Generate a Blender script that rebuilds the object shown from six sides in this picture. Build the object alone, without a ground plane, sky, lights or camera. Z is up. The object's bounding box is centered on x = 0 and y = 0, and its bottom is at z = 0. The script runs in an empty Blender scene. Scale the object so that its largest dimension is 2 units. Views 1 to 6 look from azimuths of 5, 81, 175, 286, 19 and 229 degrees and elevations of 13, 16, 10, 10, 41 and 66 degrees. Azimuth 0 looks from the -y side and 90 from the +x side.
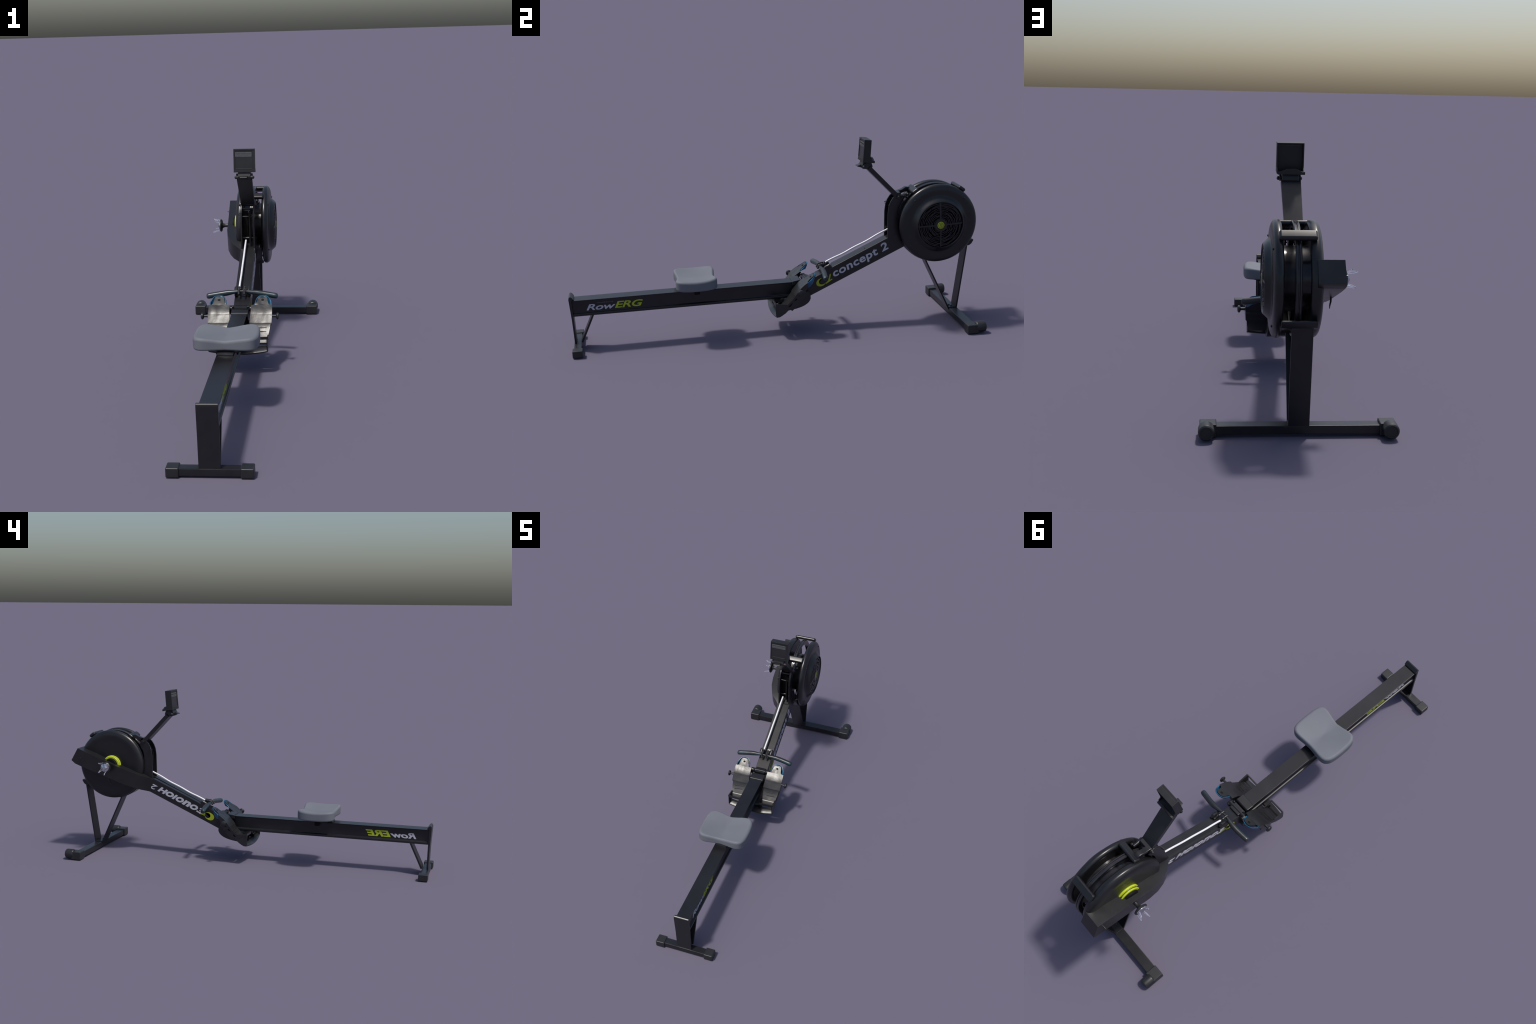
"""Indoor rowing machine with an air flywheel, built part by part.
Frame: metres, z up, the machine lies along y (rear foot at -y, flywheel at +y)."""
import bpy, bmesh, math, random
from math import sin, cos, pi, radians, atan2, hypot
from mathutils import Vector, Matrix, noise

random.seed(7)

# ------------------------------------------------------------------ materials
def nodes_of(name):
    m = bpy.data.materials.new(name)
    m.use_nodes = True
    nt = m.node_tree
    return m, nt, nt.nodes["Principled BSDF"]


def make_mat(name, col, rough=0.4, metallic=0.0, spec=0.5, var=0.15, scale=30.0,
             bump=0.0, bump_scale=400.0, coat=0.0, rough_var=0.06):
    """Principled with gentle procedural variation of colour and roughness."""
    m, nt, b = nodes_of(name)
    tc = nt.nodes.new("ShaderNodeTexCoord")
    nz = nt.nodes.new("ShaderNodeTexNoise")
    nz.inputs["Scale"].default_value = scale
    nz.inputs["Detail"].default_value = 4
    nt.links.new(tc.outputs["Object"], nz.inputs["Vector"])
    ramp = nt.nodes.new("ShaderNodeValToRGB")
    ramp.color_ramp.elements[0].position = 0.3
    ramp.color_ramp.elements[1].position = 0.7
    ramp.color_ramp.elements[0].color = [c * (1 - var) for c in col] + [1]
    ramp.color_ramp.elements[1].color = [min(1, c * (1 + var)) for c in col] + [1]
    nt.links.new(nz.outputs["Fac"], ramp.inputs["Fac"])
    nt.links.new(ramp.outputs["Color"], b.inputs["Base Color"])
    mr = nt.nodes.new("ShaderNodeMapRange")
    mr.inputs["To Min"].default_value = max(0.02, rough - rough_var)
    mr.inputs["To Max"].default_value = rough + rough_var
    nt.links.new(nz.outputs["Fac"], mr.inputs["Value"])
    nt.links.new(mr.outputs["Result"], b.inputs["Roughness"])
    b.inputs["Metallic"].default_value = metallic
    b.inputs["Specular IOR Level"].default_value = spec
    b.inputs["Coat Weight"].default_value = coat
    if bump > 0:
        n2 = nt.nodes.new("ShaderNodeTexNoise")
        n2.inputs["Scale"].default_value = bump_scale
        nt.links.new(tc.outputs["Object"], n2.inputs["Vector"])
        bp = nt.nodes.new("ShaderNodeBump")
        bp.inputs["Strength"].default_value = bump
        bp.inputs["Distance"].default_value = 0.001
        nt.links.new(n2.outputs["Fac"], bp.inputs["Height"])
        nt.links.new(bp.outputs["Normal"], b.inputs["Normal"])
    return m


M_FRAME = make_mat("black_painted_steel", (0.011, 0.011, 0.013), 0.34)
M_RAIL = make_mat("black_rail_aluminium", (0.010, 0.010, 0.012), 0.33, scale=12, rough_var=0.04)
M_SHROUD = make_mat("black_moulded_plastic", (0.0105, 0.0107, 0.0125), 0.31, scale=18)
M_COVER = make_mat("black_satin_plastic", (0.0115, 0.0117, 0.013), 0.33, scale=22)
M_TRAY = make_mat("black_gloss_footplate", (0.014, 0.0145, 0.016), 0.35, spec=0.55, bump=0.35, bump_scale=70)
M_DARK = make_mat("dark_recess_plastic", (0.004, 0.004, 0.0045), 0.7, spec=0.2)
M_RUBBER = make_mat("black_rubber", (0.015, 0.016, 0.017), 0.42)
M_SEAT = make_mat("grey_foam_rubber", (0.138, 0.149, 0.172), 0.60, spec=0.3, var=0.05, scale=9,
                  bump=0.1, bump_scale=300)
M_LIME = make_mat("lime_plastic", (0.52, 0.62, 0.025), 0.45, var=0.06)
M_LIME_PRINT = make_mat("lime_print", (0.36, 0.44, 0.012), 0.5, var=0.08, scale=60)
M_WHITE_PRINT = make_mat("white_print", (0.47, 0.47, 0.53), 0.5, var=0.06, scale=80)
M_FAINT_PRINT = make_mat("faint_print", (0.06, 0.07, 0.03), 0.5, var=0.2, scale=150)
M_BLUE = make_mat("blue_plastic", (0.010, 0.085, 0.17), 0.4, var=0.6, scale=45)
M_CHAIN = make_mat("bright_chain", (0.72, 0.72, 0.74), 0.30, metallic=0.0, var=0.05, scale=90)
M_STEEL = make_mat("dark_steel", (0.035, 0.035, 0.036), 0.30, metallic=0.3)
M_DRUM = make_mat("polished_dark_cage", (0.022, 0.021, 0.024), 0.22, metallic=0.0, scale=14, var=0.3)
M_SCREEN = make_mat("screen_plastic", (0.017, 0.018, 0.020), 0.30, scale=40)
M_LABEL = make_mat("grey_display", (0.085, 0.09, 0.095), 0.40, scale=200)
M_MON = make_mat("matt_black_plastic", (0.012, 0.012, 0.0135), 0.46)
M_TICK = make_mat("dark_display_mark", (0.03, 0.032, 0.034), 0.45)
M_CHROME = make_mat("bright_metal", (0.55, 0.55, 0.60), 0.22, metallic=0.9, var=0.4, scale=120)

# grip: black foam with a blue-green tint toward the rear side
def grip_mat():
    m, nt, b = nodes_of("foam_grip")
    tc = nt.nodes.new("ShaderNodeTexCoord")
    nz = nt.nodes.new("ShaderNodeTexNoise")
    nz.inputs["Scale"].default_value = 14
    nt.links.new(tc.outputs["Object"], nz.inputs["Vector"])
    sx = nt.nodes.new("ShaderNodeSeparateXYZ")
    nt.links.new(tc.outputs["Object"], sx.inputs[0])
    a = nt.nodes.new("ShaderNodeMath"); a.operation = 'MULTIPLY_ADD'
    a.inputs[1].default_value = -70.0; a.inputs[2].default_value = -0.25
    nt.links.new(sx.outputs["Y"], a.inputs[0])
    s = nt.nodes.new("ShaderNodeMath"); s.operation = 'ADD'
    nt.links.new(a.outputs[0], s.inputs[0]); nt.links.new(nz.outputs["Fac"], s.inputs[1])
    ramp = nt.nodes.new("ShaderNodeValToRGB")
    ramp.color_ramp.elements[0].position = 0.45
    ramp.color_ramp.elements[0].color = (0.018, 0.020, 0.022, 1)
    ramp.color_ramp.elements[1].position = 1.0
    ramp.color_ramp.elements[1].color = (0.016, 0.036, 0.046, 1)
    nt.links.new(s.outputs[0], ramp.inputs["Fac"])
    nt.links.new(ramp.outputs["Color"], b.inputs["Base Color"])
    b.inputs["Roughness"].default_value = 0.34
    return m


def glass_mat():
    m, nt, b = nodes_of("clear_plastic")
    b.inputs["Base Color"].default_value = (0.86, 0.87, 0.97, 1)
    b.inputs["Roughness"].default_value = 0.08
    b.inputs["IOR"].default_value = 1.45
    b.inputs["Transmission Weight"].default_value = 0.85
    return m


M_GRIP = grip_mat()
M_GLASS = glass_mat()

# ------------------------------------------------------------------ scene helpers
ROOT = bpy.data.objects.new("rowing_machine", None)
bpy.context.scene.collection.objects.link(ROOT)
ROOT["label"] = "black indoor rowing machine with grey seat and flywheel"
ROOT["category"] = "rowing machine"
WORLD = {ROOT.name: Vector((0, 0, 0))}


def finish(name, bm, mat, parent=ROOT, smooth=35, stuff=False):
    """bmesh in world coordinates -> object with its origin at its own centre."""
    bmesh.ops.remove_doubles(bm, verts=bm.verts, dist=1e-6)
    bmesh.ops.recalc_face_normals(bm, faces=bm.faces)
    lo = Vector([min(v.co[i] for v in bm.verts) for i in range(3)])
    hi = Vector([max(v.co[i] for v in bm.verts) for i in range(3)])
    c = (lo + hi) / 2
    bmesh.ops.translate(bm, verts=bm.verts, vec=-c)
    me = bpy.data.meshes.new(name)
    if smooth is not None:
        for f in bm.faces:
            f.smooth = True
        lim = radians(smooth)
        for e in bm.edges:
            if len(e.link_faces) == 2 and e.calc_face_angle(0) > lim:
                e.smooth = False
    bm.to_mesh(me)
    bm.free()
    me.materials.append(mat)
    ob = bpy.data.objects.new(name, me)
    bpy.context.scene.collection.objects.link(ob)
    ob.parent = parent
    ob.location = c - WORLD[parent.name]
    WORLD[ob.name] = c
    if smooth is not None:                      # large faces keep their own normal, bevels blend
        w = ob.modifiers.new("weighted_normal", 'WEIGHTED_NORMAL')
        w.keep_sharp = True
        w.weight = 100
    if stuff:
        ob["kind"] = "stuff"
    return ob


def group(name, at, parent=ROOT):
    e = bpy.data.objects.new(name, None)
    bpy.context.scene.collection.objects.link(e)
    e.parent = parent
    e.location = Vector(at) - WORLD[parent.name]
    WORLD[e.name] = Vector(at)
    return e


def bevel_sharp(bm, w, seg=2, ang=30):
    if w <= 0:
        return
    bmesh.ops.recalc_face_normals(bm, faces=bm.faces)
    es = [e for e in bm.edges if len(e.link_faces) == 2 and e.calc_face_angle(0) > radians(ang)]
    bmesh.ops.bevel(bm, geom=es, offset=w, segments=seg, profile=0.5, affect='EDGES', clamp_overlap=True)


def add_box(bm, lo, hi, bev=0.0, seg=2, mat4=None):
    b2 = bmesh.new()
    bmesh.ops.create_cube(b2, size=1)
    lo, hi = Vector(lo), Vector(hi)
    for v in b2.verts:
        v.co = Vector([lo[i] + (v.co[i] + 0.5) * (hi[i] - lo[i]) for i in range(3)])
    bevel_sharp(b2, bev, seg)
    merge(bm, b2, mat4)


def merge(bm, b2, mat4=None):
    if mat4 is not None:
        bmesh.ops.transform(b2, matrix=mat4, verts=b2.verts)
    me = bpy.data.meshes.new("tmp")
    b2.to_mesh(me)
    b2.free()
    bm.from_mesh(me)
    bpy.data.meshes.remove(me)


def box(name, lo, hi, mat, parent=ROOT, bev=0.002, seg=2):
    bm = bmesh.new()
    add_box(bm, lo, hi, bev, seg)
    return finish(name, bm, mat, parent)


def add_prism(bm, poly, x0, x1, bev=0.0, seg=2, ang=30):
    """side profile (y, z) extruded across x."""
    b2 = bmesh.new()
    a = [b2.verts.new((x0, y, z)) for y, z in poly]
    b = [b2.verts.new((x1, y, z)) for y, z in poly]
    n = len(poly)
    b2.faces.new(a)
    b2.faces.new(b[::-1])
    for i in range(n):
        b2.faces.new((a[i], b[i], b[(i + 1) % n], a[(i + 1) % n]))
    bevel_sharp(b2, bev, seg, ang)
    merge(bm, b2)


def prism(name, poly, x0, x1, mat, parent=ROOT, bev=0.002, seg=2, ang=30):
    bm = bmesh.new()
    add_prism(bm, poly, x0, x1, bev, seg, ang)
    return finish(name, bm, mat, parent)


def add_plate(bm, p, q, x0, x1, t, bev=0.001):
    """flat plate whose side view is the segment p-q (y, z) with thickness t."""
    dy, dz = q[0] - p[0], q[1] - p[1]
    l = hypot(dy, dz)
    ny, nz = -dz / l * t / 2, dy / l * t / 2
    add_prism(bm, [(p[0] + ny, p[1] + nz), (q[0] + ny, q[1] + nz),
                   (q[0] - ny, q[1] - nz), (p[0] - ny, p[1] - nz)], x0, x1, bev)


def offset_strip(pts, t):
    """polyline (y, z) thickened to one side -> closed polygon."""
    out = []
    n = len(pts)
    for i in range(n):
        a = Vector(pts[max(i - 1, 0)]); b = Vector(pts[min(i + 1, n - 1)])
        d = (b - a).normalized()
        out.append((pts[i][0] + d.y * t, pts[i][1] - d.x * t))
    return list(pts) + out[::-1]


def add_lathe(bm, prof, cy, cz, seg=96, close=True):
    """profile list of (x, r) turned about an axis parallel to x."""
    b2 = bmesh.new()
    rings = []
    for x, r in prof:
        if r < 1e-5:
            rings.append([b2.verts.new((x, cy, cz))])
        else:
            rings.append([b2.verts.new((x, cy + r * cos(2 * pi * k / seg), cz + r * sin(2 * pi * k / seg)))
                          for k in range(seg)])
    m = len(rings)
    for i in range(m if close else m - 1):
        A, B = rings[i], rings[(i + 1) % m]
        if len(A) == 1 and len(B) == 1:
            continue
        for k in range(seg):
            k2 = (k + 1) % seg
            if len(A) == 1:
                b2.faces.new((A[0], B[k], B[k2]))
            elif len(B) == 1:
                b2.faces.new((A[k], A[k2], B[0]))
            else:
                b2.faces.new((A[k], A[k2], B[k2], B[k]))
    merge(bm, b2)


def add_tube(bm, pts, rad, seg=16, caps=True):
    """round tube along a polyline; rad is a number or a list."""
    pts = [Vector(p) for p in pts]
    n = len(pts)
    if not isinstance(rad, (list, tuple)):
        rad = [rad] * n
    b2 = bmesh.new()
    up = None
    rings = []
    for i in range(n):
        d = (pts[min(i + 1, n - 1)] - pts[max(i - 1, 0)]).normalized()
        if up is None:
            up = d.orthogonal().normalized()
        u = (up - d * up.dot(d)).normalized()
        up = u
        w = d.cross(u)
        rings.append([b2.verts.new(pts[i] + (u * cos(2 * pi * k / seg) + w * sin(2 * pi * k / seg)) * rad[i])
                      for k in range(seg)])
    for i in range(n - 1):
        for k in range(seg):
            k2 = (k + 1) % seg
            b2.faces.new((rings[i][k], rings[i][k2], rings[i + 1][k2], rings[i + 1][k]))
    if caps:
        b2.faces.new(rings[0][::-1])
        b2.faces.new(rings[-1])
    merge(bm, b2)


def tube(name, pts, rad, mat, parent=ROOT, seg=16, smooth=50):
    bm = bmesh.new()
    add_tube(bm, pts, rad, seg)
    return finish(name, bm, mat, parent, smooth)


def add_ball(bm, c, r, sx=1, sy=1, sz=1, seg=16):
    b2 = bmesh.new()
    bmesh.ops.create_uvsphere(b2, u_segments=seg, v_segments=seg // 2, radius=r)
    for v in b2.verts:
        v.co = Vector((v.co.x * sx, v.co.y * sy, v.co.z * sz)) + Vector(c)
    merge(bm, b2)


def bezier(p0, p1, p2, n=10):
    return [tuple((1 - t) ** 2 * a + 2 * t * (1 - t) * b + t * t * c for a, b, c in zip(p0, p1, p2))
            for t in [i / n for i in range(n + 1)]]


# ------------------------------------------------------------------ seat rail
RX = 0.035                    # half width of rail and beam
RAIL_TOP, RAIL_BOT = 0.2445, 0.1655
WEB = 0.0245                  # the rail's side web stands inside its thin top flange
rail_half = [(RX - 0.0008, RAIL_TOP), (RX - 0.0008, 0.2418), (WEB + 0.003, 0.2402), (WEB, 0.2385), (WEB, 0.1815), (WEB + 0.0012, 0.1800),
             (0.0318, 0.1778), (0.0330, 0.1760), (0.0330, RAIL_BOT)]
rail_sec = rail_half + [(-x, z) for x, z in rail_half[::-1]]
bm = bmesh.new()
b2 = bmesh.new()
ra = [b2.verts.new((x, -0.986, z)) for x, z in rail_sec]
rb = [b2.verts.new((x, 0.10, z)) for x, z in rail_sec]
b2.faces.new(ra); b2.faces.new(rb[::-1])
for i in range(len(rail_sec)):
    j = (i + 1) % len(rail_sec)
    b2.faces.new((ra[i], rb[i], rb[j], ra[j]))
bevel_sharp(b2, 0.0012, 2)
merge(bm, b2)
RAIL = finish("seat_rail", bm, M_RAIL)

# ------------------------------------------------------------------ rear leg
REAR = group("rear_leg", (0, -0.975, 0))
prism("leg_plate", [(-1.000, 0.252), (-0.998, 0.262), (-0.992, 0.266), (-0.984, 0.262), (-0.975, 0.249),
                    (-0.986, 0.246), (-0.983, 0.15), (-0.980, 0.034), (-0.989, 0.030), (-0.993, 0.15)],
      -0.0375, 0.0375, M_FRAME, REAR, 0.0015)
bm = bmesh.new()
add_plate(bm, (-0.892, 0.168), (-0.954, 0.034), -0.034, 0.034, 0.009)
finish("leg_brace", bm, M_FRAME, REAR)
box("foot_bar", (-0.13, -0.993, 0.004), (0.13, -0.957, 0.031), M_FRAME, REAR, 0.003)
cap0 = None
for s in (-1, 1):
    lo, hi = sorted((s * 0.104, s * 0.149))
    box("end_cap", (lo, -0.999, 0.0), (hi, -0.951, 0.035), M_RUBBER, REAR, 0.004, 3)

# ------------------------------------------------------------------ seat
def build_seat():
    bm = bmesh.new()
    SEG = 120
    cy = -0.3990

    def outline(k, s):
        a = 2 * pi * k / SEG
        n = 5.0
        c, d = cos(a), sin(a)
        x = math.copysign(abs(c) ** (2 / n), c)
        y = math.copysign(abs(d) ** (2 / n), d)
        bulge = 1 + 0.075 * (1 - y * y)
        notch = (0.20 if y < 0 else 0.155) * max(0.0, 1 - abs(x) ** 1.5) ** 1.3
        px = 0.1190 * x * bulge
        py = 0.1075 * y * (1 - notch)
        return px * s, py * s

    def ztop(x, y):
        u = min(1, abs(x) / 0.124)
        v = min(1, abs(y) / 0.107)
        return 0.3000 + 0.0085 * v ** 2 + 0.0190 * (math.sqrt(u * u + 0.0012) - 0.035) - 0.004 * u ** 4 * (1 - v * v)

    def zbot(x, y):
        v = min(1, abs(y) / 0.107)
        return 0.2655 + 0.005 * v * v

    R = 0.014
    rings = []
    for i in range(15):                                   # top, centre to rim
        s = i / 14 * 0.885
        rings.append([(lambda p: (p[0], cy + p[1], ztop(*p)))(outline(k, s)) for k in range(SEG)])
    for i in range(1, 8):                                 # rounded upper edge
        t = i / 7 * pi / 2
        s = 0.885 + 0.115 * sin(t)
        rings.append([(lambda p: (p[0], cy + p[1], ztop(*p) - R * (1 - cos(t))))(outline(k, s)) for k in range(SEG)])
    for i in range(0, 6):                                 # rounded lower edge
        t = i / 5 * pi / 2
        s = 1.0 - 0.05 * (1 - cos(t))
        rings.append([(lambda p: (p[0], cy + p[1], zbot(*p) + 0.008 * (1 - sin(t))))(outline(k, s)) for k in range(SEG)])
    for s in (0.7, 0.4, 0.0):
        rings.append([(lambda p: (p[0], cy + p[1], zbot(*p)))(outline(k, s)) for k in range(SEG)])
    vs = [[bm.verts.new(p) for p in r] for r in rings]
    for i in range(len(vs) - 1):
        for k in range(SEG):
            k2 = (k + 1) % SEG
            bm.faces.new((vs[i][k], vs[i][k2], vs[i + 1][k2], vs[i + 1][k]))
    bmesh.ops.remove_doubles(bm, verts=bm.verts, dist=1e-5)
    return finish("seat_pad", bm, M_SEAT, SEAT, 60)


SEAT = group("seat", (0, -0.4, 0.245))
build_seat()
bm = bmesh.new()
add_prism(bm, [(-0.478, 0.2455), (-0.474, 0.256), (-0.462, 0.268), (-0.345, 0.268), (-0.338, 0.2455)], -0.031, 0.031, 0.0015)
b2 = bmesh.new()                                         # wing-shaped under tray
for s in (-1, 1):
    b3 = bmesh.new()
    sec = [(0.0, 0.2465), (0.046, 0.248), (0.092, 0.262), (0.090, 0.269), (0.0, 0.269)]
    A = [b3.verts.new((s * x, -0.45, z)) for x, z in sec]
    B = [b3.verts.new((s * x, -0.355, z)) for x, z in sec]
    b3.faces.new(A); b3.faces.new(B[::-1])
    for i in range(5):
        b3.faces.new((A[i], B[i], B[(i + 1) % 5], A[(i + 1) % 5]))
    merge(bm, b3)
finish("seat_carriage", bm, M_FRAME, SEAT)
for s in (-1, 1):
    for y in (-0.394,):
        bm = bmesh.new()
        add_box(bm, (min(s * 0.0365, s * 0.044), y - 0.014, 0.224), (max(s * 0.0365, s * 0.044), y + 0.012, 0.262), 0.003)
        finish("seat_roller", bm, M_DARK, SEAT)

# ------------------------------------------------------------------ inclined beam
SL = 0.446
ANG = math.atan(SL)


def beam_top(y):
    return 0.300 + SL * (y - 0.273)


def beam_bot(y):
    return 0.1665 + SL * (y - 0.158)


BEAM = prism("main_beam", [(0.115, beam_bot(0.115)), (0.672, beam_bot(0.672)), (0.640, beam_top(0.640)),
                           (0.090, beam_top(0.090))], -RX, RX, M_RAIL, ROOT, 0.002)
# raised guide strip on top of the beam, right of the chain
d = Vector((cos(ANG), sin(ANG)))
def along(y0, up):
    """point on the beam's top at y0, lifted by up at right angles to the beam."""
    return (y0 - sin(ANG) * up, beam_top(y0) + cos(ANG) * up)
bm = bmesh.new()
add_prism(bm, [along(0.266, -0.002), along(0.552, -0.002), along(0.553, 0.0035), along(0.545, 0.0050),
               along(0.278, 0.0045), along(0.266, 0.002)], -0.003, 0.0348, 0.0016, 3, 25)
add_prism(bm, [along(0.272, -0.002), along(0.548, -0.002), along(0.545, 0.0025), along(0.278, 0.0025)],
          -0.0348, -0.0075, 0.0012, 2)
finish("chain_guide", bm, M_COVER, BEAM)
# small screws on the beam
for s in (-1, 1):
    bm = bmesh.new()
    add_lathe(bm, [(s * RX, 0), (s * RX, 0.003), (s * (RX + 0.0015), 0.0024), (s * (RX + 0.0016), 0)], 0.533, 0.352, 16, False)
    finish("screw", bm, M_STEEL, BEAM)
bm = bmesh.new()
p = along(0.44, 0.0055)
add_ball(bm, (0.012, p[0], p[1]), 0.0022)
finish("screw", bm, M_STEEL, BEAM)

# ------------------------------------------------------------------ hinge between rail and beam
HINGE = group("rail_hinge", (0, 0.11, 0.24))
prism("hinge_cover", [(0.066, 0.230), (0.070, 0.2475), (0.079, 0.2495), (0.108, 0.2535), (0.114, 0.249), (0.114, 0.22)],
      -0.0375, 0.0375, M_COVER, HINGE, 0.002)
bm = bmesh.new()
add_tube(bm, [(-0.048, 0.140, 0.247), (0.048, 0.140, 0.247)], 0.0125, 24)
add_box(bm, (-0.030, 0.122, 0.238), (0.030, 0.160, 0.2575), 0.004)
finish("hinge_axle", bm, M_FRAME, HINGE)
for s in (-1, 1):
    bm = bmesh.new()
    add_box(bm, (min(s * 0.040, s * 0.056), 0.130, 0.226), (max(s * 0.040, s * 0.056), 0.156, 0.252), 0.004)
    add_ball(bm, (s * 0.034, 0.128, 0.258), 0.006)
    finish("hinge_lug", bm, M_FRAME, HINGE)

# ------------------------------------------------------------------ footrest housing (shell under both feet)
HOUSE = group("footrest_housing", (0, 0.06, 0.14))
# central keel under beam and rail
prism("keel", [(0.004, 0.098), (0.018, 0.1020), (0.050, 0.1065), (0.082, 0.1115), (0.106, 0.1175), (0.124, 0.1245), (0.138, 0.1330),
               (0.148, 0.1420), (0.1535, 0.1520), (0.1560, 0.1585), (0.1555, 0.1760), (0.150, 0.190), (0.120, 0.200), (0.060, 0.170),
               (0.010, 0.125)], -0.054, 0.054, M_TRAY, HOUSE, 0.003, 2, 40)
# rear lip: a curved band linking both heels under the rail
lip_sec = [(-0.0300, 0.1075), (-0.0275, 0.1025), (-0.0140, 0.1035), (0.0020, 0.1100), (0.0060, 0.1180), (0.0000, 0.1245),
           (-0.0060, 0.1230), (-0.0180, 0.1170), (-0.0280, 0.1115)]
bm = bmesh.new()
NX = 20
cols = []
for k in range(NX + 1):
    f = 2 * k / NX - 1
    bow = 1 - f * f
    cols.append([bm.verts.new((0.1265 * f, y - 0.010 * bow * (1 if y < 0 else 0.2), z - 0.0095 * bow)) for y, z in lip_sec])
m = len(lip_sec)
for k in range(NX):
    for i in range(m):
        bm.faces.new((cols[k][i], cols[k][(i + 1) % m], cols[k + 1][(i + 1) % m], cols[k + 1][i]))
bm.faces.new(cols[0]); bm.faces.new(cols[-1][::-1])
finish("heel_band", bm, M_TRAY, HOUSE, 40)

# ------------------------------------------------------------------ foot trays
# stations along the tray: y, z, inner x, outer x
TRAY = [(0.1630, 0.2955, 0.0890, 0.1040), (0.1615, 0.2945, 0.0815, 0.1110), (0.1570, 0.2915, 0.0765, 0.1155),
        (0.1500, 0.2862, 0.0735, 0.1180), (0.1400, 0.2790, 0.0715, 0.1200), (0.1310, 0.2720, 0.0690, 0.1230),
        (0.1265, 0.2685, 0.0640, 0.1280), (0.1255, 0.2678, 0.0480, 0.1400), (0.1100, 0.2570, 0.0475, 0.1405),
        (0.0930, 0.2440, 0.0470, 0.1410), (0.0880, 0.2368, 0.0460, 0.1410), (0.0845, 0.2325, 0.0460, 0.1410),
        (0.0740, 0.2195, 0.0445, 0.1405), (0.0640, 0.2070, 0.0430, 0.1400), (0.0612, 0.2030, 0.0430, 0.1400),
        (0.0600, 0.1985, 0.0470, 0.1350), (0.0480, 0.1835, 0.0480, 0.1330), (0.0330, 0.1680, 0.0495, 0.1300),
        (0.0220, 0.1570, 0.0510, 0.1275), (0.0190, 0.1535, 0.0540, 0.1245)]


def build_tray(s):
    bm = bmesh.new()
    NXT = 10
    T = 0.0390
    top, bot = [], []
    for i, (y, z, xi, xo) in enumerate(TRAY):
        a = TRAY[max(i - 1, 0)]; b = TRAY[min(i + 1, len(TRAY) - 1)]
        dd = Vector((b[0] - a[0], b[1] - a[1])).normalized()
        nrm = Vector((dd.y, -dd.x))            # points down/forward
        if nrm.y > 0:
            nrm = -nrm
        rt, rb = [], []
        for k in range(NXT + 1):
            f = k / NXT
            x = xi + (xo - xi) * f
            w = 0.0022 * noise.noise(Vector((x * 48, y * 60, 3.0 * s)))
            dish = -0.0022 * (1 - (2 * f - 1) ** 4) if i > 8 else -0.001 * (1 - (2 * f - 1) ** 2)
            rt.append(bm.verts.new((s * x, y, z + w + dish + 0.001)))
            Tk = 0.005 if i < 7 else (T * min(1.0, 0.30 + 0.22 * (i - 7)))
            rb.append(bm.verts.new((s * (x + (0.094 - x) * 0.04), y + nrm.x * Tk, z + nrm.y * Tk)))
        top.append(rt); bot.append(rb)
    m = len(TRAY)
    for i in range(m - 1):
        for k in range(NXT):
            bm.faces.new((top[i][k], top[i][k + 1], top[i + 1][k + 1], top[i + 1][k]))
            bm.faces.new((bot[i][k], bot[i + 1][k], bot[i + 1][k + 1], bot[i][k + 1]))
        for k in (0, NXT):
            bm.faces.new((top[i][k], top[i + 1][k], bot[i + 1][k], bot[i][k]))
    for i in (0, m - 1):
        for k in range(NXT):
            bm.faces.new((top[i][k], bot[i][k], bot[i][k + 1], top[i][k + 1]))
    return bm


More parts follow.
